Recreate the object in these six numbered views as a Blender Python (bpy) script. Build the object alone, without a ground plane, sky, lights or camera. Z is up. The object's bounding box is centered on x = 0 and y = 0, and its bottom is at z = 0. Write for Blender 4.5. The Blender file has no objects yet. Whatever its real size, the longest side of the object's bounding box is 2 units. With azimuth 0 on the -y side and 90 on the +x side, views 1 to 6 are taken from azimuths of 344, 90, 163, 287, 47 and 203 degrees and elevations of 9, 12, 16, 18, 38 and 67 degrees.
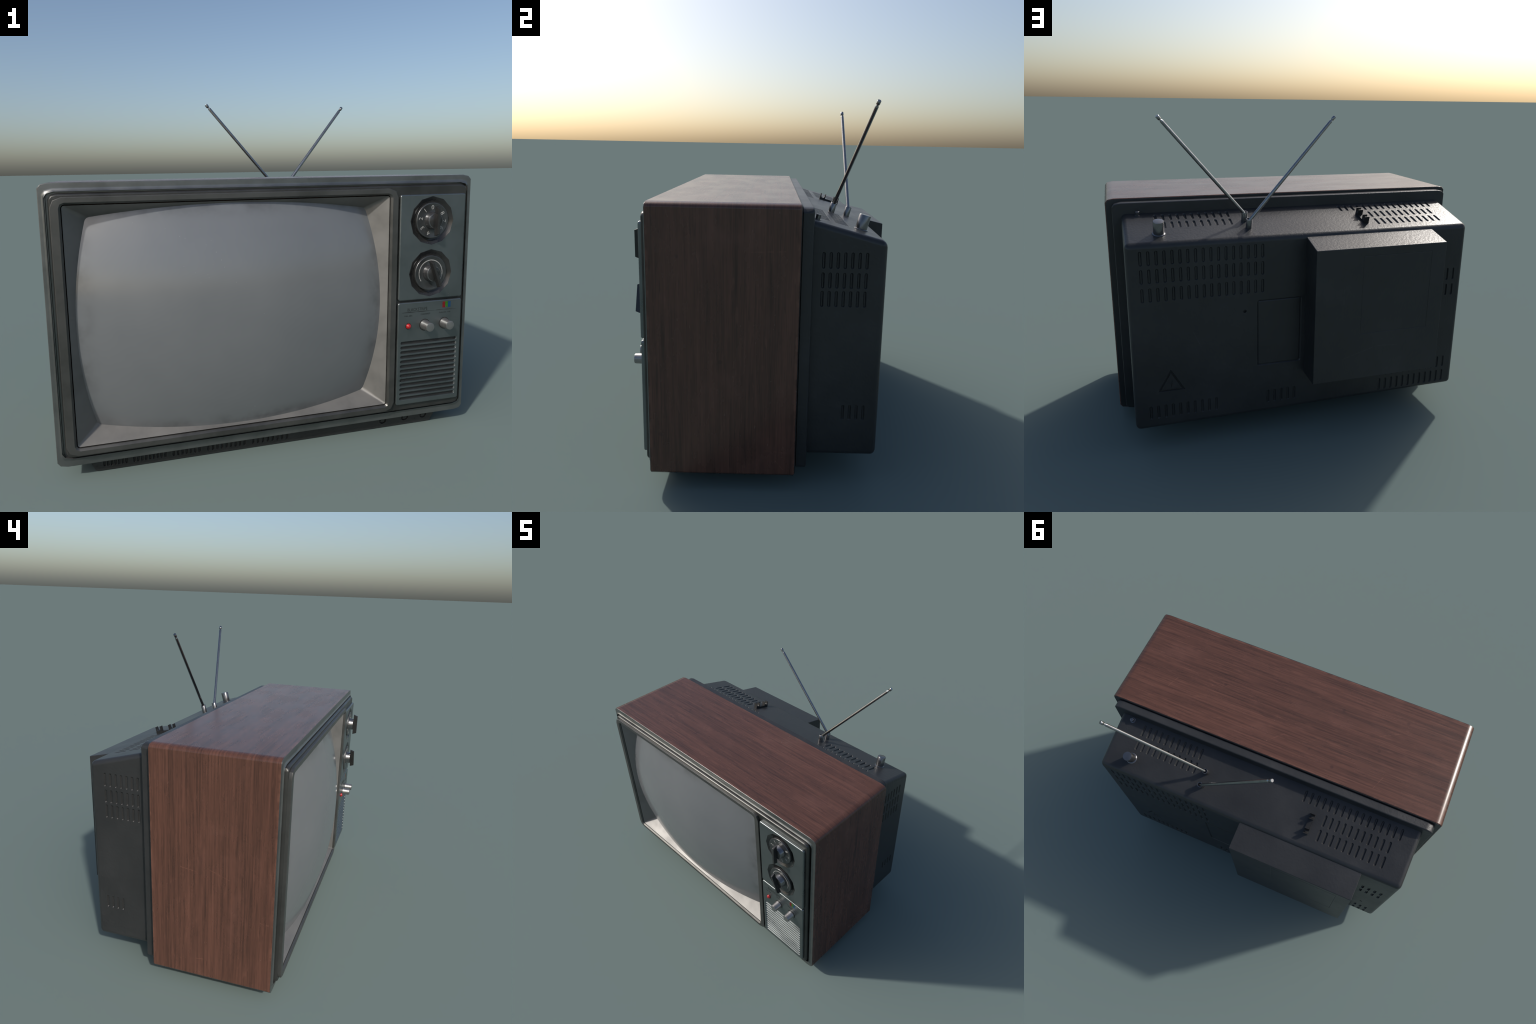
import bpy, bmesh, math, random
from mathutils import Vector, Matrix
from math import sin, cos, pi, radians

random.seed(7)
SCN = bpy.context.scene
COL = SCN.collection

# =====================================================================
#  MATERIAL HELPERS
# =====================================================================
class NT:
    """Tiny wrapper that makes node graphs readable."""
    def __init__(self, name):
        self.mat = bpy.data.materials.new(name)
        self.mat.use_nodes = True
        self.t = self.mat.node_tree
        self.t.nodes.clear()
        self.out = self.t.nodes.new('ShaderNodeOutputMaterial')
        self.bsdf = self.t.nodes.new('ShaderNodeBsdfPrincipled')
        self.t.links.new(self.bsdf.outputs[0], self.out.inputs[0])
        self.coord = self.t.nodes.new('ShaderNodeTexCoord').outputs['Object']

    def put(self, sock, v):
        if hasattr(v, 'is_output'):
            self.t.links.new(v, sock)
        elif isinstance(v, (tuple, list)) and len(v) == 3 and sock.type == 'RGBA':
            sock.default_value = (*v, 1.0)
        else:
            sock.default_value = v

    def node(self, kind, **kw):
        n = self.t.nodes.new(kind)
        for k, v in kw.items():
            setattr(n, k, v)
        return n

    def mapped(self, scale, loc=(0, 0, 0), rot=(0, 0, 0)):
        n = self.node('ShaderNodeMapping')
        self.t.links.new(self.coord, n.inputs['Vector'])
        n.inputs['Scale'].default_value = scale
        n.inputs['Location'].default_value = loc
        n.inputs['Rotation'].default_value = rot
        return n.outputs[0]

    def noise(self, vec, scale=1.0, detail=3.0, rough=0.5, dist=0.0):
        n = self.node('ShaderNodeTexNoise')
        self.t.links.new(vec, n.inputs['Vector'])
        n.inputs['Scale'].default_value = scale
        n.inputs['Detail'].default_value = detail
        n.inputs['Roughness'].default_value = rough
        n.inputs['Distortion'].default_value = dist
        return n.outputs[0]

    def voronoi(self, vec, scale=1.0, feature='F1', rnd=1.0):
        n = self.node('ShaderNodeTexVoronoi', feature=feature)
        self.t.links.new(vec, n.inputs['Vector'])
        n.inputs['Scale'].default_value = scale
        n.inputs['Randomness'].default_value = rnd
        return n.outputs['Distance']

    def ramp(self, fac, lo, hi, a=0.0, b=1.0):
        n = self.node('ShaderNodeMapRange', interpolation_type='SMOOTHSTEP')
        n.clamp = True
        self.put(n.inputs[0], fac)
        n.inputs[1].default_value = lo
        n.inputs[2].default_value = hi
        n.inputs[3].default_value = a
        n.inputs[4].default_value = b
        return n.outputs[0]

    def colramp(self, fac, stops):
        n = self.node('ShaderNodeValToRGB')
        self.t.links.new(fac, n.inputs[0])
        e = n.color_ramp.elements
        while len(e) < len(stops):
            e.new(0.5)
        for i, (p, c) in enumerate(stops):
            e[i].position = p
            e[i].color = (*c, 1)
        return n.outputs[0]

    def math(self, op, a, b=0.0, clamp=False):
        n = self.node('ShaderNodeMath', operation=op)
        n.use_clamp = clamp
        self.put(n.inputs[0], a)
        self.put(n.inputs[1], b)
        return n.outputs[0]

    def mix(self, fac, a, b, mode='MIX'):
        n = self.node('ShaderNodeMix', data_type='RGBA', blend_type=mode)
        self.put(n.inputs[0], fac)
        self.put(n.inputs[6], a)
        self.put(n.inputs[7], b)
        return n.outputs[2]

    def sep(self, vec=None):
        n = self.node('ShaderNodeSeparateXYZ')
        self.t.links.new(vec or self.coord, n.inputs[0])
        return n.outputs

    def bump(self, height, strength=0.3, distance=0.001, normal=None):
        n = self.node('ShaderNodeBump')
        n.inputs['Strength'].default_value = strength
        n.inputs['Distance'].default_value = distance
        self.t.links.new(height, n.inputs['Height'])
        if normal is not None:
            self.t.links.new(normal, n.inputs['Normal'])
        return n.outputs[0]

    def edge_round(self, radius):
        n = self.node('ShaderNodeBevel')
        n.samples = 6
        n.inputs[0].default_value = radius
        return n.outputs[0]

    def scratch(self, p, q, width):
        """hairline scratch: distance to the segment p-q in object space"""
        p, q = Vector(p), Vector(q)
        d = (q - p)
        L = d.length
        d.normalize()
        sub = self.node('ShaderNodeVectorMath', operation='SUBTRACT')
        self.t.links.new(self.coord, sub.inputs[0])
        sub.inputs[1].default_value = p
        dot = self.node('ShaderNodeVectorMath', operation='DOT_PRODUCT')
        self.t.links.new(sub.outputs[0], dot.inputs[0])
        dot.inputs[1].default_value = d
        t = self.math('MINIMUM', self.math('MAXIMUM', dot.outputs['Value'], 0.0), L)
        sc = self.node('ShaderNodeVectorMath', operation='SCALE')
        sc.inputs[0].default_value = d
        self.t.links.new(t, sc.inputs['Scale'])
        dist = self.node('ShaderNodeVectorMath', operation='DISTANCE')
        self.t.links.new(sub.outputs[0], dist.inputs[0])
        self.t.links.new(sc.outputs[0], dist.inputs[1])
        line = self.ramp(dist.outputs['Value'], 0.0, width, 1.0, 0.0)
        brk = self.ramp(self.noise(self.mapped((45, 45, 45)), 1.0, 3), 0.35, 0.6)
        return self.math('MULTIPLY', line, brk)

    def scratch_set(self, segs, width=0.003):
        f = None
        for p, q in segs:
            k = self.scratch(p, q, width)
            f = k if f is None else self.math('MAXIMUM', f, k)
        return f

    def set(self, **kw):
        names = dict(color='Base Color', rough='Roughness', metal='Metallic',
                     normal='Normal', spec='Specular IOR Level', coat='Coat Weight',
                     coat_rough='Coat Roughness', emit='Emission Color', emit_s='Emission Strength')
        for k, v in kw.items():
            self.put(self.bsdf.inputs[names[k]], v)
        return self.mat


WOOD_SCRATCHES = [((-1.0, -0.30, 0.66), (-1.0, -0.19, 0.70)), ((-1.0, -0.05, 0.685), (-1.0, -0.13, 0.675)),
                  ((-1.0, -0.50, 0.46), (-1.0, -0.46, 0.465)), ((-1.0, -0.17, 0.19), (-1.0, -0.13, 0.185)),
                  ((-0.02, -0.05, 1.2825), (0.06, 0.03, 1.2825)), ((-0.62, -0.02, 1.2825), (-0.59, 0.06, 1.2825)),
                  ((-0.66, -0.33, 1.2825), (-0.52, -0.25, 1.2825)), ((0.70, -0.15, 1.2825), (0.73, -0.07, 1.2825)),
                  ((1.0, -0.10, 1.085), (1.0, 0.05, 1.09)), ((1.0, -0.02, 0.20), (1.0, 0.09, 0.19)),
                  ((1.0, 0.02, 0.16), (1.0, 0.06, 0.11)), ((0.35, 0.0, 1.2825), (0.42, 0.02, 1.2825))]
PLASTIC_SCRATCHES = [((0.62, 0.4812, 0.66), (0.58, 0.4812, 0.57)), ((-0.12, 0.630, 0.47), (-0.33, 0.630, 0.53)),
                     ((-0.33, 0.630, 0.53), (-0.46, 0.630, 0.52)), ((-0.42, 0.55, 1.09), (-0.50, 0.62, 1.075)),
                     ((-0.13, 0.630, 0.86), (-0.13, 0.630, 0.78))]


def make_wood():
    m = NT('wood_veneer')
    # grain follows the bent veneer: slow along the perimeter (x, z), fast across (y)
    fine = m.noise(m.mapped((2.6, 115, 2.6)), 1.0, 7, 0.66, 0.35)
    band = m.noise(m.mapped((0.75, 15, 0.75), (3.1, 1.7, 0.4)), 1.0, 4, 0.55, 0.5)
    fleck = m.noise(m.mapped((9, 125, 9), (9, 2, 5)), 1.0, 4, 0.62, 0.4)
    pale = m.noise(m.mapped((9, 70, 9), (4, 7, 1)), 1.0, 4, 0.62, 0.4)
    cloud = m.noise(m.mapped((3.2, 5.5, 3.2), (1, 8, 2)), 1.0, 3, 0.6)
    g = m.math('ADD', m.math('MULTIPLY', fine, 0.70), m.math('MULTIPLY', band, 0.32))
    col = m.colramp(g, [(0.36, (0.050, 0.0245, 0.0175)), (0.47, (0.084, 0.0385, 0.0265)),
                        (0.56, (0.110, 0.0490, 0.0335)), (0.70, (0.145, 0.0650, 0.0450))])
    col = m.mix(m.ramp(fleck, 0.56, 0.72, 0, 0.6), col, (0.043, 0.0225, 0.0170))
    col = m.mix(m.ramp(pale, 0.56, 0.74, 0, 0.45), col, (0.165, 0.0740, 0.0510))
    col = m.mix(m.ramp(cloud, 0.52, 0.75, 0, 0.35), col, (0.165, 0.0760, 0.0560))
    # hairline scratches and small scuffs
    s1 = m.scratch_set(WOOD_SCRATCHES)
    col = m.mix(m.math('MULTIPLY', s1, 0.55), col, (0.20, 0.090, 0.062))
    spot = m.ramp(m.voronoi(m.mapped((5, 5, 5), (0.3, 0.9, 0.1)), 1.0), 0.035, 0.06, 1, 0)
    col = m.mix(m.math('MULTIPLY', spot, 0.45), col, (0.040, 0.02, 0.016))
    # worn front and back edges of the veneer
    y = m.sep()[1]
    dedge = m.math('MINIMUM', m.math('ADD', y, 0.5230), m.math('SUBTRACT', 0.110, y))
    wn = m.noise(m.mapped((14, 14, 14)), 1.0, 4, 0.6)
    worn = m.math('MULTIPLY', m.ramp(dedge, 0.0, 0.016, 1, 0), m.ramp(wn, 0.42, 0.62))
    col = m.mix(m.math('MULTIPLY', worn, 0.5), col, (0.21, 0.095, 0.065))
    rough = m.ramp(m.noise(m.mapped((4, 9, 4), (5, 5, 5)), 1.0, 4, 0.6), 0.3, 0.7, 0.24, 0.29)
    return m.set(color=col, rough=rough, spec=0.5)


def make_trim(name, base, rough, metal, brushed=None, edge=0.003, patch=0.35):
    m = NT(name)
    p = m.noise(m.mapped((6, 6, 6), (2, 1, 4)), 1.0, 5, 0.6)
    p2 = m.noise(m.mapped((22, 22, 22), (7, 3, 1)), 1.0, 4, 0.6)
    dark = tuple(c * (1 - patch) for c in base)
    lite = tuple(c * (1 + 0.5 * patch) for c in base)
    col = m.colramp(p, [(0.3, dark), (0.5, base), (0.72, lite)])
    col = m.mix(m.ramp(p2, 0.5, 0.7, 0, 0.25), col, dark)
    r = m.ramp(p, 0.3, 0.7, rough - 0.06, rough + 0.06)
    nrm = m.edge_round(edge) if edge else None
    if brushed:
        b = m.noise(m.mapped(brushed), 1.0, 3, 0.6)
        col = m.mix(m.ramp(b, 0.35, 0.65, 0, 0.16), col, lite)
        nrm = m.bump(b, 0.10, 0.0004, nrm)
    kw = dict(color=col, rough=r, metal=metal)
    if nrm is not None:
        kw['normal'] = nrm
    return m.set(**kw)


def make_plastic():
    m = NT('black_grained_plastic')
    cloud = m.noise(m.mapped((3.5, 3.5, 3.5), (1, 2, 3)), 1.0, 5, 0.6)
    col = m.colramp(cloud, [(0.3, (0.0235, 0.0240, 0.0245)), (0.55, (0.0300, 0.0305, 0.0310)),
                            (0.75, (0.0390, 0.0390, 0.0395))])
    s = m.scratch_set(PLASTIC_SCRATCHES, 0.0025)
    col = m.mix(m.math('MULTIPLY', s, 0.35), col, (0.075, 0.075, 0.075))
    # leather-like moulded grain
    v = m.mapped((1, 1, 1))
    w = m.noise(v, 60, 2, 0.5)
    wv = m.node('ShaderNodeVectorMath', operation='ADD')
    m.t.links.new(v, wv.inputs[0])
    sc = m.node('ShaderNodeVectorMath', operation='SCALE')
    nz = m.node('ShaderNodeTexNoise')
    m.t.links.new(v, nz.inputs['Vector'])
    nz.inputs['Scale'].default_value = 40
    m.t.links.new(nz.outputs['Color'], sc.inputs[0])
    sc.inputs['Scale'].default_value = 0.012
    m.t.links.new(sc.outputs[0], wv.inputs[1])
    cells = m.voronoi(wv.outputs[0], 105, 'SMOOTH_F1')
    h = m.math('ADD', m.math('MULTIPLY', cells, -0.6), m.math('MULTIPLY', w, 0.8))
    nrm = m.bump(h, 0.34, 0.0022, m.edge_round(0.0012))
    r = m.ramp(cloud, 0.3, 0.7, 0.34, 0.42)
    return m.set(color=col, rough=r, spec=0.45, normal=nrm)


def make_screen():
    m = NT('screen_glass')
    x, y, z = m.sep()
    cloud = m.noise(m.mapped((3, 3, 3), (4, 0, 1)), 1.0, 4, 0.55)
    col = m.colramp(cloud, [(0.3, (0.172, 0.181, 0.190)), (0.7, (0.190, 0.198, 0.206))])
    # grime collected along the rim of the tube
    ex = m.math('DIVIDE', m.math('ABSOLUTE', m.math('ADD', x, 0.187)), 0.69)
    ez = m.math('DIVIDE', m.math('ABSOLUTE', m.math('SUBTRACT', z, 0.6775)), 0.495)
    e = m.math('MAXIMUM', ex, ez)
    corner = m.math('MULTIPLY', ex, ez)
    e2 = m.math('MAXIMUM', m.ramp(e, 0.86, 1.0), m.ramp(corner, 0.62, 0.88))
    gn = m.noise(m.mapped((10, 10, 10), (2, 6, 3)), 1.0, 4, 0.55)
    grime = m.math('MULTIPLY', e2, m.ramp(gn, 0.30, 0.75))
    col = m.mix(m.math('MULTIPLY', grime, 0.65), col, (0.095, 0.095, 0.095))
    # dust specks
    sp = m.ramp(m.voronoi(m.mapped((34, 34, 34)), 1.0), 0.04, 0.085, 1, 0)
    sm = m.ramp(m.noise(m.mapped((2.4, 2.4, 2.4), (8, 1, 5)), 1.0, 2), 0.55, 0.68)
    col = m.mix(m.math('MULTIPLY', m.math('MULTIPLY', sp, sm), 0.22), col, (0.5, 0.5, 0.5))
    r = m.ramp(cloud, 0.3, 0.7, 0.19, 0.22)
    return m.set(color=col, rough=r, metal=0.24, spec=0.5)


def make_simple(name, base, rough, metal=0.0, var=0.15, scale=20, **kw):
    m = NT(name)
    n = m.noise(m.mapped((scale,) * 3), 1.0, 4, 0.6)
    col = m.colramp(n, [(0.3, tuple(c * (1 - var) for c in base)), (0.7, tuple(c * (1 + var) for c in base))])
    return m.set(color=col, rough=rough, metal=metal, **kw)


def make_stripe(name, base, lx, hx, lz, hz):
    """printed colour stripe, rubbed off on one corner"""
    m = NT(name)
    x, y, z = m.sep()
    n = m.noise(m.mapped((90, 90, 90)), 1.0, 3, 0.6)
    f = m.math('ADD', m.ramp(x, lx, hx), m.ramp(z, lz, hz))
    f = m.ramp(m.math('ADD', f, m.math('MULTIPLY', m.math('SUBTRACT', n, 0.5), 1.2)), 1.35, 1.75)
    col = m.mix(f, base, (0.055, 0.066, 0.064))
    return m.set(color=col, rough=0.45)


WOOD = make_wood()
RIM = make_trim('brushed_rim_metal', (0.195, 0.200, 0.196), 0.34, 0.85, edge=0.0015, patch=0.22)
BEZEL = make_trim('dark_bezel_metal', (0.074, 0.074, 0.071), 0.36, 0.75, edge=0.0015, patch=0.25)
FRAME = make_trim('screen_frame_metal', (0.104, 0.103, 0.098), 0.37, 0.70, edge=0.001, patch=0.25)
SURROUND = make_trim('screen_surround_metal', (0.180, 0.176, 0.168), 0.48, 0.40, edge=0.008, patch=0.20)
PANEL = make_trim('brushed_panel_metal', (0.185, 0.205, 0.208), 0.33, 0.9, brushed=(260, 60, 5), edge=0.002, patch=0.12)
PLASTIC = make_plastic()
SCREEN = make_screen()
CHROME = make_simple('worn_chrome', (0.31, 0.31, 0.31), 0.24, 1.0, 0.12, 30)
KNOBMETAL = make_simple('satin_aluminium', (0.30, 0.295, 0.29), 0.36, 0.85, 0.10, 40)
DIALDISC = make_simple('dial_dark_metal', (0.105, 0.108, 0.110), 0.30, 0.8, 0.15, 40)
HUBMETAL = make_simple('dial_hub_metal', (0.20, 0.20, 0.205), 0.24, 0.9, 0.12, 40)
GLOSSBLACK = make_simple('glossy_black', (0.020, 0.020, 0.020), 0.26, 0.0, 0.15, 30, spec=0.6)
MATTBLACK = make_simple('matt_black', (0.014, 0.014, 0.014), 0.5, 0.0, 0.2, 30)
LEDRED = make_simple('red_lens', (0.36, 0.006, 0.008), 0.22, 0.0, 0.1, 30, coat=0.5)
PRINTDARK = make_simple('printed_dark_ink', (0.022, 0.026, 0.026), 0.5, 0.0, 0.3, 120)
PRINTFADE = make_simple('faded_ink', (0.024, 0.029, 0.029), 0.45, 0.2, 0.3, 160)
PRINTLIGHT = make_simple('pale_ink', (0.30, 0.30, 0.29), 0.5, 0.0, 0.35, 160)

# =====================================================================
#  GEOMETRY HELPERS
# =====================================================================
def obj_from_bm(name, bm, mat, parent=None, smooth=35, weighted=True):
    bmesh.ops.recalc_face_normals(bm, faces=bm.faces)
    me = bpy.data.meshes.new(name)
    bm.to_mesh(me)
    bm.free()
    if mat:
        me.materials.append(mat)
    ob = bpy.data.objects.new(name, me)
    COL.objects.link(ob)
    ob.parent = parent
    if smooth:
        shade(ob, smooth, weighted)
    return ob


def shade(ob, deg, weighted=True):
    me = ob.data
    for p in me.polygons:
        p.use_smooth = True
    me.set_sharp_from_angle(angle=radians(deg))
    if weighted:
        md = ob.modifiers.new('wn', 'WEIGHTED_NORMAL')
        md.keep_sharp = True
        md.weight = 100
        apply_mods(ob)


def apply_mods(ob):
    bpy.context.view_layer.update()
    dg = bpy.context.evaluated_depsgraph_get()
    new = bpy.data.meshes.new_from_object(ob.evaluated_get(dg))
    old = ob.data
    ob.modifiers.clear()
    ob.data = new
    new.name = old.name
    bpy.data.meshes.remove(old)


def cut(ob, cutter_bm):
    """boolean difference with a helper mesh that is deleted afterwards"""
    bmesh.ops.recalc_face_normals(cutter_bm, faces=cutter_bm.faces)
    me = bpy.data.meshes.new('cut')
    cutter_bm.to_mesh(me)
    cutter_bm.free()
    c = bpy.data.objects.new('cut', me)
    COL.objects.link(c)
    md = ob.modifiers.new('b', 'BOOLEAN')
    md.operation = 'DIFFERENCE'
    md.solver = 'EXACT'
    md.object = c
    apply_mods(ob)
    bpy.data.objects.remove(c)
    bpy.data.meshes.remove(me)


def rrect(x0, x1, z0, z1, y, rx, rz, n=2):
    """rounded rectangle loop in the xz plane"""
    pts = []
    for cx, cz, a0 in ((x1 - rx, z1 - rz, 0), (x0 + rx, z1 - rz, 90), (x0 + rx, z0 + rz, 180), (x1 - rx, z0 + rz, 270)):
        for i in range(n + 1):
            a = radians(a0 + 90 * i / n)
            pts.append((cx + rx * cos(a), y, cz + rz * sin(a)))
    return pts


def loft(bm, loops, cap0=False, cap1=False, close=False):
    vs = [[bm.verts.new(p) for p in lp] for lp in loops]
    n = len(vs[0])
    pairs = list(zip(vs, vs[1:]))
    if close:
        pairs.append((vs[-1], vs[0]))
    for a, b in pairs:
        for i in range(n):
            j = (i + 1) % n
            bm.faces.new((a[i], a[j], b[j], b[i]))
    if cap0:
        bm.faces.new(vs[0][::-1])
    if cap1:
        bm.faces.new(vs[-1])
    return vs


class Ring:
    """concentric rounded rectangles: inset d, depth y"""
    def __init__(self, x0, x1, z0, z1, rx, rz, n=2):
        self.a = (x0, x1, z0, z1, rx, rz, n)

    def at(self, d, y):
        x0, x1, z0, z1, rx, rz, n = self.a
        return rrect(x0 + d, x1 - d, z0 + d, z1 - d, y, max(rx - d, 0.002), max(rz - d, 0.002), n)


def frame_from(axis, up=(0, 0, 1)):
    w = Vector(axis).normalized()
    u = Vector(up).cross(w)
    if u.length < 1e-4:
        u = Vector((1, 0, 0))
    u.normalize()
    v = w.cross(u)
    return u, v, w


def lathe(bm, origin, axis, prof, n=24, phase=0.0, caps=True):
    """surface of revolution: prof = [(radius, distance along axis)...]"""
    u, v, w = frame_from(axis)
    o = Vector(origin)
    loops = []
    for r, h in prof:
        loops.append([o + w * h + u * (r * cos(2 * pi * i / n + phase)) + v * (r * sin(2 * pi * i / n + phase)) for i in range(n)])
    loft(bm, loops, caps, caps)


def box(bm, x0, x1, y0, y1, z0, z1):
    loft(bm, [[(x0, y, z0), (x1, y, z0), (x1, y, z1), (x0, y, z1)] for y in (y0, y1)], True, True)


def capsule_cut(bm, c, u, v, w, half_len, half_wid, depth, slope=0.7, lip=0.003, n=6):
    """stadium-shaped pocket with sloping walls: long axis v, short axis u, outward normal w"""
    c, u, v, w = Vector(c), Vector(u), Vector(v), Vector(w)
    s = half_len - half_wid
    def lp(h):
        r = half_wid + slope * h
        pts = []
        for sgn, a0 in ((1, 0), (-1, 180)):
            for i in range(n + 1):
                a = radians(a0 + 180 * i / n)
                pts.append(c + v * (sgn * s) + u * (r * cos(a)) + v * (r * sin(a)) + w * h)
        return pts
    loft(bm, [lp(lip), lp(-depth)], True, True)


def prism(bm, pts, axis_vec, back, front):
    """extrude a planar polygon between two offsets along axis_vec"""
    a = Vector(axis_vec)
    loft(bm, [[Vector(p) + a * back for p in pts], [Vector(p) + a * front for p in pts]], True, True)


def bevel_edges(bm, edges, r, seg):
    bmesh.ops.bevel(bm, geom=edges, offset=r, offset_type='OFFSET', segments=seg, profile=0.5, affect='EDGES', clamp_overlap=True)


# =====================================================================
#  THE THING
# =====================================================================
TV = bpy.data.objects.new('television', None)
COL.objects.link(TV)
TV['label'] = 'old tube television with walnut cabinet, dial controls and rabbit-ear antenna'
TV['category'] = 'television'

# ---------------------------------------------------------------- cabinet
YF, YB = -0.5230, 0.1115          # wood front / back
C = Ring(-1.0, 1.0, 0.069, 1.2825, 0.043, 0.022, 2)
bm = bmesh.new()
loft(bm, [C.at(0.03, -0.40), C.at(0.03, YF + 0.012), C.at(0.0008, YF), C.at(0, YF + 0.001), C.at(0, YB - 0.004), C.at(0.004, YB)], True, True)
cabinet = obj_from_bm('cabinet', bm, WOOD, TV, 60)

# front rim: rounded metal band around the wooden box
bm = bmesh.new()
RO = C
def rim_in(d, y):
    return rrect(-0.977 + d, 0.977 - d, 0.107 + d, 1.2465 - d, y, 0.040, 0.026, 2)
def rim_mix(t, y):
    """loop part-way between the outer edge (t=0) and the inner edge (t=1)"""
    return [tuple(p + (q - p) * t for p, q in zip(o, i)) for o, i in zip(C.at(0.0015, y), rim_in(0, y))]
loops = [C.at(0.0004, YF - 0.0005), C.at(0.0006, -0.5243), C.at(0.0014, -0.5251), rim_mix(0.04, -0.5253), rim_mix(0.35, -0.5256)]
# flat rim face curved into a cove, modelled to produce its soft highlight
loops += [rim_mix(t, -0.5256 - 0.0072 * max(0.0, (t - 0.58) / 0.40) ** 2) for t in (0.58, 0.66, 0.74, 0.82, 0.90, 0.98)]
loops += [rim_in(0, -0.5325), rim_in(0.0006, -0.512), rim_in(0.035, -0.512), rim_in(0.035, -0.5115), C.at(0.028, -0.5115), C.at(0.028, YF - 0.0005)]
loft(bm, loops, close=True)
obj_from_bm('front_rim', bm, RIM, TV, 40)

# ---------------------------------------------------------------- bezel plate
CX, CZ = -0.187, 0.6775          # tube centre
OH, OV = 0.727, 0.5175           # half size of the screen opening
B = Ring(-0.963, 0.966, 0.113, 1.2405, 0.037, 0.025, 2)
bm = bmesh.new()
bl = [(0.0, -0.49), (0.0, -0.520)] + [(0.0105 * (1 - cos(radians(a))), -0.520 - 0.028 * sin(radians(a))) for a in (15, 30, 45, 60, 75, 90)]
vs = loft(bm, [B.at(d, y) for d, y in bl])
hole = [bm.verts.new((CX + (sx * OH * 1.004 + (0.006 if sx > 0 else 0)), -0.548, CZ + sz * OV * 1.006)) for sx, sz in ((1, 1), (-1, 1), (-1, -1), (1, -1))]
hole2 = [bm.verts.new((CX + (sx * OH * 1.004 + (0.006 if sx > 0 else 0)), -0.49, CZ + sz * OV * 1.006)) for sx, sz in ((1, 1), (-1, 1), (-1, -1), (1, -1))]
ed = [bm.edges.get((vs[-1][i], vs[-1][(i + 1) % len(vs[-1])])) for i in range(len(vs[-1]))]
for i in range(4):
    ed.append(bm.edges.new((hole[i], hole[(i + 1) % 4])))
    bm.faces.new((hole[i], hole[(i + 1) % 4], hole2[(i + 1) % 4], hole2[i]))
bmesh.ops.triangle_fill(bm, edges=ed, use_beauty=True)
obj_from_bm('bezel', bm, BEZEL, TV, 40)

# ---------------------------------------------------------------- screen frame
F = Ring(-0.956, 0.584, 0.129, 1.226, 0.047, 0.045, 2)
G = Ring(CX - OH, CX + OH + 0.006, CZ - OV, CZ + OV, 0.014, 0.014, 2)
bm = bmesh.new()
loops = [F.at(d, y) for d, y in ((0.0, -0.546), (0.0, -0.5595), (0.0012, -0.5625), (0.004, -0.5637))]
loops += [G.at(d, y) for d, y in ((-0.0085, -0.5637), (-0.0075, -0.5633), (-0.0005, -0.5550), (0.0, -0.5535), (0.0, -0.546))]
loft(bm, loops, close=True)
obj_from_bm('screen_frame', bm, FRAME, TV, 40)

# funnel-shaped surround between frame and tube
bm = bmesh.new()
def funnel(y):
    t = y + 0.551
    hx, hz = 0.7240 - 1.05 * t, 0.5135 - 0.69 * t
    return rrect(CX - hx, CX + hx + 0.006, CZ - hz, CZ + hz, y, 0.010 + 0.10 * t, 0.010 + 0.10 * t, 3)
loft(bm, [funnel(y) for y in (-0.5505, -0.52, -0.48, -0.420)])
obj_from_bm('screen_surround', bm, SURROUND, TV, 50)

# bulging picture tube
bm = bmesh.new()
NX, NZ = 72, 52
grid = []
for j in range(NZ + 1):
    row = []
    for i in range(NX + 1):
        dx = 0.003 + 0.712 * (2 * i / NX - 1)
        dz = 0.507 * (2 * j / NZ - 1)
        row.append(bm.verts.new((CX + dx, -0.6300 + 0.212 * dx * dx + 0.357 * dz * dz, CZ + dz)))
    grid.append(row)
for j in range(NZ):
    for i in range(NX):
        bm.faces.new((grid[j][i], grid[j][i + 1], grid[j + 1][i + 1], grid[j + 1][i]))
bm.normal_update()
screen = obj_from_bm('screen', bm, SCREEN, TV, 60, False)

# ---------------------------------------------------------------- control panels
PF = -0.564
def panel(name, x0, x1, z0, z1):
    P = Ring(x0, x1, z0, z1, 0.011, 0.011, 3)
    bm = bmesh.new()
    loft(bm, [P.at(d, y) for d, y in ((0, -0.5485), (0, PF + 0.006), (0.0012, PF + 0.0025), (0.0035, PF + 0.0006), (0.0065, PF))], True, True)
    return obj_from_bm(name, bm, PANEL, TV, 0)

dial_panel = panel('dial_panel', 0.593, 0.946, 0.684, 1.195)
speaker_panel = panel('speaker_panel', 0.593, 0.946, 0.152, 0.675)

DIALS = ((0.764, 1.0685), (0.764, 0.8135))
cb = bmesh.new()
for dx, dz in DIALS:
    lathe(cb, (dx, -0.540, dz), (0, -1, 0), [(0.1165, 0), (0.1165, 0.04)], 12, pi / 2)
cut(dial_panel, cb)
shade(dial_panel, 40)

cb = bmesh.new()
for i in range(13):
    z = 0.4715 - i * (0.4715 - 0.1855) / 12
    capsule_cut(cb, (0.7685, PF, z), (0, 0, 1), (1, 0, 0), (0, -1, 0), 0.1575, 0.0080, 0.0085, 0.40)
cut(speaker_panel, cb)
shade(speaker_panel, 40)

# black plate that draws the baked shadow inside the speaker slots
bm = bmesh.new()
box(bm, 0.604, 0.932, -0.5570, -0.549, 0.17, 0.487)
obj_from_bm('slot_shadow_plate', bm, MATTBLACK, speaker_panel, 30)

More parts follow.
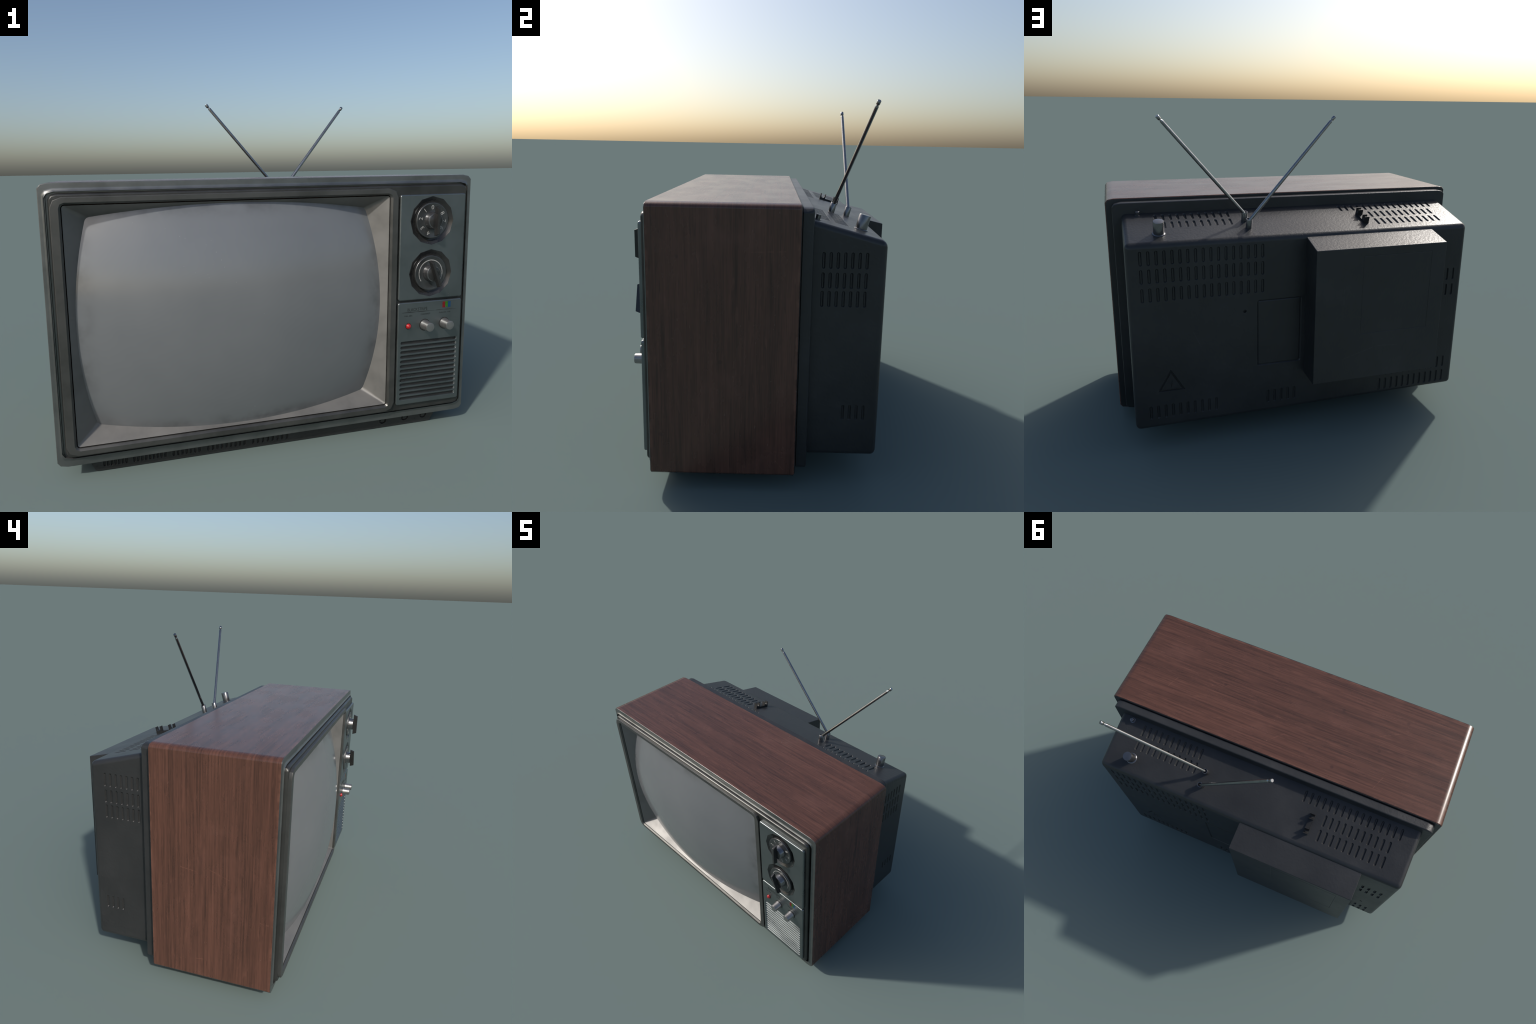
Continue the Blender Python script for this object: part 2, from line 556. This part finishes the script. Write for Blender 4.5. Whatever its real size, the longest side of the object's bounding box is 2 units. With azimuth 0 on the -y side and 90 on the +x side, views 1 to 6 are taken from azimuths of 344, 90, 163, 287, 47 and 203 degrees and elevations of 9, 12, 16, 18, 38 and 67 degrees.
# ---------------------------------------------------------------- dials
def text_mesh(body, size, origin, right, up, mat, name, parent, extrude=0.0004, xscale=1.0, align='CENTER'):
    cu = bpy.data.curves.new('t', 'FONT')
    cu.body = body
    cu.size = size
    cu.extrude = extrude
    cu.align_x = align
    cu.align_y = 'CENTER'
    cu.resolution_u = 3
    tmp = bpy.data.objects.new('t', cu)
    COL.objects.link(tmp)
    bpy.context.view_layer.update()
    dg = bpy.context.evaluated_depsgraph_get()
    me = bpy.data.meshes.new_from_object(tmp.evaluated_get(dg))
    bpy.data.objects.remove(tmp)
    bpy.data.curves.remove(cu)
    r = Vector(right).normalized()
    u = Vector(up).normalized()
    w = r.cross(u)
    M = Matrix((r * xscale, u, w)).transposed().to_4x4()
    M.translation = Vector(origin)
    me.transform(M)
    me.materials.clear()
    me.materials.append(mat)
    me.name = name
    ob = bpy.data.objects.new(name, me)
    COL.objects.link(ob)
    ob.parent = parent
    return ob


def make_dial(dx, dz, turn):
    # 12-sided black well
    bm = bmesh.new()
    lathe(bm, (dx, 0, dz), (0, -1, 0), [(0.1195, 0.5495), (0.1165, 0.5645), (0.1155, 0.5648), (0.100, 0.5525), (0.094, 0.5500), (0.05, 0.5498)], 12, pi / 2, False)
    well = obj_from_bm('dial', bm, GLOSSBLACK, TV, 25, False)
    # disc
    bm = bmesh.new()
    lathe(bm, (dx, 0, dz), (0, -1, 0), [(0.080, 0.5485), (0.0865, 0.5520), (0.0870, 0.5650), (0.0855, 0.5676), (0.0828, 0.5684),
                                        (0.0790, 0.5672), (0.055, 0.5650), (0.046, 0.5648), (0.0415, 0.5660)], 28, 0.1, False)
    disc = obj_from_bm('dial_disc', bm, DIALDISC, well, 50, False)
    # chrome hub with black cap
    bm = bmesh.new()
    lathe(bm, (dx, 0, dz), (0, -1, 0), [(0.0425, 0.5640), (0.0425, 0.5720), (0.0395, 0.5760), (0.0390, 0.5925), (0.0370, 0.5960), (0.0330, 0.5965), (0.0320, 0.5945)], 28, 0, False)
    obj_from_bm('dial_hub', bm, HUBMETAL, well, 40, False)
    bm = bmesh.new()
    lathe(bm, (dx, 0, dz), (0, -1, 0), [(0.0325, 0.590), (0.0325, 0.5950), (0.0305, 0.5965)], 28, 0)
    obj_from_bm('dial_cap', bm, GLOSSBLACK, well, 40, False)
    # bar handle
    bm = bmesh.new()
    t = radians(turn)
    R = Matrix.Rotation(t, 4, 'Y')
    box(bm, -0.0070, 0.0070, -0.6225, -0.5955, -0.0715, 0.0715)
    for v in bm.verts:
        if v.co.y < -0.61:
            v.co.x *= 0.88
            v.co.z *= 0.86
    bevel_edges(bm, bm.edges[:], 0.0012, 2)
    for v in bm.verts:
        v.co = R @ v.co + Vector((dx, 0, dz))
    obj_from_bm('dial_handle', bm, GLOSSBLACK, well, 40)
    return well, disc

well1, disc1 = make_dial(*DIALS[0], 0.0)
well2, disc2 = make_dial(*DIALS[1], -21.0)
# numerals on the channel dial, tops pointing outward
for s, a in zip('012345678', (90, 129, 170, 212, 251, 288, -36, -3, 32)):
    ra = radians(a)
    out = Vector((cos(ra), 0, sin(ra)))
    right = Vector((sin(ra), 0, -cos(ra)))
    p = Vector((DIALS[0][0], -0.5664, DIALS[0][1])) + out * 0.0625
    text_mesh(s, 0.0300, p, right, out, PRINTLIGHT, 'numeral', well1)
# tapering volume arc on the second dial
bm = bmesh.new()
vs = []
for i in range(41):
    a = radians(216 - i * (216 + 32) / 40)
    wd = 0.0012 + 0.0010 * sin(pi * i / 40) + (0.0012 if i < 1 else 0)
    vs.append([bm.verts.new((DIALS[1][0] + r * cos(a), y, DIALS[1][1] + r * sin(a)))
               for r, y in ((0.0635 - wd, -0.5645), (0.0635 - wd, -0.5664), (0.0635 + wd, -0.5666), (0.0635 + wd, -0.5645))])
for a, b in zip(vs, vs[1:]):
    for k in range(4):
        bm.faces.new((a[k], a[(k + 1) % 4], b[(k + 1) % 4], b[k]))
bm.faces.new(vs[0]); bm.faces.new(vs[-1][::-1])
obj_from_bm('level_arc', bm, PRINTLIGHT, well2, 0)

# ---------------------------------------------------------------- push-pull knobs, lamp, print
for kx in (0.741, 0.851):
    bm = bmesh.new()
    lathe(bm, (kx, 0, 0.5555), (0, -1, 0), [(0.0300, 0.5638), (0.0300, 0.5652), (0.0265, 0.5660)], 24)
    collar = obj_from_bm('control_knob', bm, GLOSSBLACK, TV, 40, False)
    bm = bmesh.new()
    lathe(bm, (kx, 0, 0.5555), (0, -1, 0), [(0.0255, 0.5640), (0.0258, 0.5690), (0.0240, 0.5715), (0.0228, 0.6110), (0.0215, 0.6145), (0.0190, 0.6155), (0.0, 0.6150)], 24)
    bmesh.ops.remove_doubles(bm, verts=bm.verts, dist=1e-5)
    obj_from_bm('knob_cap', bm, KNOBMETAL, collar, 40, False)

bm = bmesh.new()
prof = [(0.0165, 0.5635), (0.0165, 0.5652), (0.0145, 0.5656)]
lathe(bm, (0.651, 0, 0.5555), (0, -1, 0), prof, 20)
lamp = obj_from_bm('indicator_lamp', bm, GLOSSBLACK, TV, 40, False)
bm = bmesh.new()
lathe(bm, (0.651, 0, 0.5555), (0, -1, 0), [(0.0138 * cos(radians(a)), 0.5645 + 0.0138 * sin(radians(a))) for a in range(0, 90, 15)] + [(0.0006, 0.5783)], 20)
obj_from_bm('lamp_lens', bm, LEDRED, lamp, 60, False)

RED = make_stripe('red_print', (0.135, 0.002, 0.003), 0.846, 0.836, 0.648, 0.668)
GREEN = make_stripe('green_print', (0.020, 0.115, 0.003), 0.872, 0.854, 0.652, 0.632)
BLUE = make_stripe('blue_print', (0.002, 0.040, 0.115), 0.900, 0.890, 0.600, 0.590)
for i, mt in enumerate((RED, GREEN, BLUE)):
    bm = bmesh.new()
    x0 = 0.8385 + i * 0.0152
    box(bm, x0, x0 + 0.0149, PF - 0.0006, PF + 0.001, 0.6345, 0.6640)
    obj_from_bm('colour_stripe', bm, mt, speaker_panel, 0)

text_mesh('BLACKSTRIPE', 0.0215, (0.699, PF - 0.0003, 0.6365), (1, 0, 0), (0, 0, 1), PRINTFADE, 'lettering', speaker_panel, 0.0003, 0.86)
text_mesh('PULL ABC', 0.0100, (0.650, PF - 0.0003, 0.6065), (1, 0, 0), (0, 0, 1), PRINTFADE, 'lettering', speaker_panel, 0.0003)
text_mesh('CONTRAST', 0.0100, (0.744, PF - 0.0003, 0.6095), (1, 0, 0), (0, 0, 1), PRINTFADE, 'lettering', speaker_panel, 0.0003)
text_mesh('PULL-ON  VOL', 0.0100, (0.853, PF - 0.0003, 0.6100), (1, 0, 0), (0, 0, 1), PRINTFADE, 'lettering', speaker_panel, 0.0003)
# brush-like swelling rule under the name
for x0, x1, peaks in ((0.616, 0.797, ((0.22, 1.0), (0.62, 0.95))), (0.800, 0.914, ((0.2, 0.6), (0.62, 1.0)))):
    bm = bmesh.new()
    top, bot = [], []
    for i in range(25):
        t = i / 24
        h = 0.0003 + 0.0019 * max(pk * math.exp(-((t - c) / 0.17) ** 2) for c, pk in peaks)
        top.append((x0 + (x1 - x0) * t, PF, 0.6245 + h))
        bot.append((x0 + (x1 - x0) * t, PF, 0.6245 - h))
    prism(bm, top + bot[::-1], (0, -1, 0), -0.001, 0.0005)
    obj_from_bm('printed_rule', bm, PRINTDARK, speaker_panel, 0)

# ---------------------------------------------------------------- rear collar
bm = bmesh.new()
box_ring = Ring(-0.996, 0.996, 0.073, 1.2785, 0.041, 0.020, 2)
loft(bm, [box_ring.at(0, 0.105), box_ring.at(0, 0.1127), box_ring.at(0.002, 0.1140)], True, True)
obj_from_bm('back_board', bm, PLASTIC, TV, 40)
K = Ring(-0.968, 0.968, 0.091, 1.2665, 0.045, 0.022, 2)
bm = bmesh.new()
loft(bm, [K.at(d, y) for d, y in ((0.012, 0.11), (0.012, 0.1175), (0.001, 0.1180), (0, 0.119), (0, 0.158), (0.0015, 0.1625), (0.005, 0.165))], True, True)
obj_from_bm('rear_collar', bm, PLASTIC, TV, 40)

# ---------------------------------------------------------------- rear housing
SL = -0.27                                   # slope of its top
def top_z(y):
    return 1.151 + SL * (y - 0.384)
TN = Vector((0, -SL, 1)).normalized()        # normal of the sloping top
TT = Vector((0, 1, SL)).normalized()         # direction down the slope

HB = 0.4812
bm = bmesh.new()
prof = [(0.150, 0.140), (HB, 0.140), (HB, top_z(HB)), (0.150, top_z(0.150))]
loft(bm, [[(x, y, z) for y, z in prof] for x in (-0.925, 0.925)], True, True)
bevel_edges(bm, [e for e in bm.edges if not all(v.co.y < 0.16 for v in e.verts)], 0.026, 4)
housing = obj_from_bm('rear_housing', bm, PLASTIC, TV, 0)

PITCH = 0.03738
cb = bmesh.new()
X, Y, Z = Vector((1, 0, 0)), Vector((0, 1, 0)), Vector((0, 0, 1))
def back_slots(x0, n, zs):
    for z0, z1 in zs:
        for i in range(n):
            capsule_cut(cb, (x0 - i * PITCH, HB, (z0 + z1) / 2), X, Z, Y, (z1 - z0) / 2, 0.0078, 0.0065)
back_slots(0.856, 17, ((1.018, 1.091), (0.928, 1.001), (0.833, 0.906)))
back_slots(0.846, 10, ((0.196, 0.272),))
back_slots(0.2265, 5, ((0.194, 0.271),))
back_slots(-0.442, 12, ((0.166, 0.241), (0.258, 0.330)))
back_slots(-0.7505, 4, ((0.806, 0.878), (0.714, 0.784)))
for sx in (-1, 1):
    for z0, z1, y0, n, p in ((1.006, 1.078, 0.212, 7, 0.0304), (0.920, 0.990, 0.211, 7, 0.0304), (0.838, 0.910, 0.210, 7, 0.0304), (0.316, 0.388, 0.322, 4, 0.0302)):
        for i in range(n):
            capsule_cut(cb, (sx * 0.925, y0 + i * p, (z0 + z1) / 2), Y, Z, X * sx, (z1 - z0) / 2, 0.0070, 0.0065)
def top_slots(x0, n, y0, y1):
    for i in range(n):
        yc = (y0 + y1) / 2
        capsule_cut(cb, (x0 - i * PITCH, yc, top_z(yc)), X, TT, TN, (y1 - y0) / 2 / TT.y, 0.0078, 0.0065)
top_slots(0.7575, 11, 0.187, 0.253)
top_slots(0.7575, 11, 0.270, 0.336)
top_slots(-0.2615, 16, 0.185, 0.251)
top_slots(-0.4125, 11, 0.271, 0.336)
top_slots(-0.4125, 11, 0.353, 0.420)
# screw holes
for hx, hz in ((0.352, 0.740), (-0.798, 0.446)):
    lathe(cb, (hx, HB - 0.012, hz), (0, 1, 0), [(0.0085, 0), (0.0085, 0.02)], 14)
# engraved plate outline
def groove_ring(cbm, x0, x1, z0, z1, y, w, depth, r):
    R1 = Ring(x0, x1, z0, z1, r, r, 2)
    loft(cbm, [R1.at(-0.004, y + 0.004), R1.at(depth, y - depth), R1.at(w - depth, y - depth), R1.at(w + 0.004, y + 0.004)], close=True)
groove_ring(cb, 0.045, 0.287, 0.421, 0.793, HB, 0.0130, 0.0058, 0.012)
# engraved hazard triangle
def tri_pts(cx, cz, r):
    return [(cx + r * 1.0 * cos(radians(a)), HB, cz + r * sin(radians(a))) for a in (90, 210, 330)]
up = lambda pts, d: [Vector(p) + Vector((0, d, 0)) for p in pts]
loft(cb, [up(tri_pts(0.738, 0.3845, r), d) for r, d in ((0.084, 0.004), (0.0725, -0.007), (0.0670, -0.007), (0.0525, 0.004))], close=True)
# lightning bolt inside it
bolt = [(0.004, 0.034), (0.013, 0.034), (0.004, 0.012), (0.013, 0.012), (0.002, -0.013), (0.009, -0.012), (-0.004, -0.028), (-0.010, -0.008), (-0.004, -0.011), (0.001, 0.004), (-0.010, 0.004)]
prism(cb, [(0.738 - 0.52 * x, HB, 0.3815 + 0.58 * z) for x, z in bolt], (0, 1, 0), -0.004, 0.004)
cut(housing, cb)
shade(housing, 40)

# ---------------------------------------------------------------- rear compartment box
bm = bmesh.new()
zt = lambda y: 1.0755 - 0.235 * (y - 0.6295)
prof = [(0.470, 0.349), (0.6300, 0.349), (0.6300, zt(0.6300)), (0.470, zt(0.470))]
loft(bm, [[(x, y, z) for y, z in prof] for x in (-0.7035, 0.0255)], True, True)
bevel_edges(bm, [e for e in bm.edges if not all(v.co.y < 0.48 for v in e.verts)], 0.004, 2)
comp = obj_from_bm('rear_compartment', bm, PLASTIC, TV, 0)
cb = bmesh.new()
groove_ring(cb, -0.6205, -0.2275, 0.607, 1.0335, 0.6300, 0.0050, 0.0015, 0.003)
cut(comp, cb)
shade(comp, 40)

# ---------------------------------------------------------------- antenna clip
def slope_pt(x, y, h=0.0):
    return Vector((x, y, top_z(y))) + TN * h

bm = bmesh.new()
mid = 0.3465
def cradle(c):
    """U profile (t along slope, h height) around t=c, left to right"""
    pts = [(c - 0.0165, 0.010), (c - 0.0165, 0.0385), (c - 0.0125, 0.0385)]
    for k in range(7):
        a = radians(180 + 30 * k)
        pts.append((c + 0.0115 * cos(a), 0.0245 + 0.0125 * sin(a)))
    pts += [(c + 0.0125, 0.0385), (c + 0.0165, 0.0385), (c + 0.0165, 0.010)]
    return pts
prof = [(-0.060, -0.004)] + [(-0.060, 0.010)] + cradle(-0.0425) + cradle(0.0425) + [(0.060, 0.010), (0.060, -0.004)]
org = slope_pt(0, mid)
prism(bm, [org + TT * t + TN * h for t, h in prof], (1, 0, 0), -0.3545, -0.3275)
obj_from_bm('antenna_clip', bm, MATTBLACK, TV, 35)

# ---------------------------------------------------------------- antennas
def make_antenna(base_xy, tip):
    b = slope_pt(base_xy[0], base_xy[1])
    bm = bmesh.new()
    lathe(bm, b, TN, [(0.0160, -0.006), (0.0160, 0.0485), (0.0150, 0.0500), (0.0120, 0.0500), (0.0115, 0.0485), (0.0115, 0.030)], 20)
    ant = obj_from_bm('antenna', bm, HUBMETAL, TV, 40, False)
    p0 = b + TN * 0.038
    d = Vector(tip) - p0
    L = d.length
    bm = bmesh.new()
    lathe(bm, p0, d, [(0.0090, 0), (0.0086, L - 0.036), (0.0083, L - 0.031), (0.0052, L - 0.026), (0.0052, L - 0.019)], 14)
    obj_from_bm('antenna_rod', bm, CHROME, ant, 40, False)
    bm = bmesh.new()
    lathe(bm, p0, d, [(0.0075, L - 0.0205), (0.0090, L - 0.0185), (0.0090, L - 0.0015), (0.0080, L)], 14)
    obj_from_bm('antenna_tip', bm, CHROME, ant, 40, False)

make_antenna((0.310, 0.300), (0.743, 0.4395, 1.7065))
make_antenna((0.305, 0.378), (-0.141, 0.3855, 1.7035))

# ---------------------------------------------------------------- rear knob and peg on the top slope
b = slope_pt(0.7565, 0.3865)
bm = bmesh.new()
lathe(bm, b, TN, [(0.0325, -0.004), (0.0325, 0.002), (0.0305, 0.0042), (0.0275, 0.0048)], 24)
kn = obj_from_bm('rear_knob', bm, HUBMETAL, TV, 40, False)
bm = bmesh.new()
lathe(bm, b, TN, [(0.0265, 0.004), (0.0265, 0.0665), (0.0255, 0.0680), (0.0235, 0.0685)], 24)
obj_from_bm('knob_cap', bm, HUBMETAL, kn, 40, False)
b = slope_pt(0.844, 0.1860)
bm = bmesh.new()
lathe(bm, b, TN, [(0.0165, -0.004), (0.0165, 0.002), (0.0110, 0.003), (0.0108, 0.0215), (0.0095, 0.0225)], 18)
obj_from_bm('peg', bm, HUBMETAL, TV, 40, False)

# ---------------------------------------------------------------- plinth under the cabinet
bm = bmesh.new()
def pl(dx, y0, y1, z):
    return [(-dx, y0, z), (dx, y0, z), (dx, y1, z), (-dx, y1, z)]
loft(bm, [pl(0.840, -0.4715, 0.056, 0.0), pl(0.845, -0.476, 0.060, 0.005), pl(0.8725, -0.489, 0.074, 0.0695)], True, True)
plinth = obj_from_bm('plinth', bm, PLASTIC, TV, 0)
cb = bmesh.new()
slant = Vector((0, -0.013, 0.0645)).normalized()
out = Vector((0, -slant.z, slant.y))
for x0, x1, n in ((-0.808, -0.712, 7), (-0.677, -0.538, 9), (-0.500, -0.380, 7), (-0.338, -0.163, 9), (-0.120, 0.051, 8)):
    for i in range(n):
        capsule_cut(cb, (x0 + (x1 - x0) * i / (n - 1), -0.483, 0.041), X, slant, out, 0.021, 0.0050, 0.006, 0.5)
for x in (0.568, 0.695, 0.801):
    lathe(cb, Vector((x, -0.483, 0.042)) - out * 0.009, out, [(0.018, 0), (0.021, 0.020)], 18)
cut(plinth, cb)
shade(plinth, 40)
for x in (0.568, 0.695, 0.801):
    bm = bmesh.new()
    lathe(bm, Vector((x, -0.483, 0.042)) - out * 0.009, out, [(0.0125, -0.002), (0.0125, 0.007), (0.0105, 0.009)], 18)
    obj_from_bm('adjuster', bm, PLASTIC, plinth, 40, False)

bpy.context.view_layer.update()
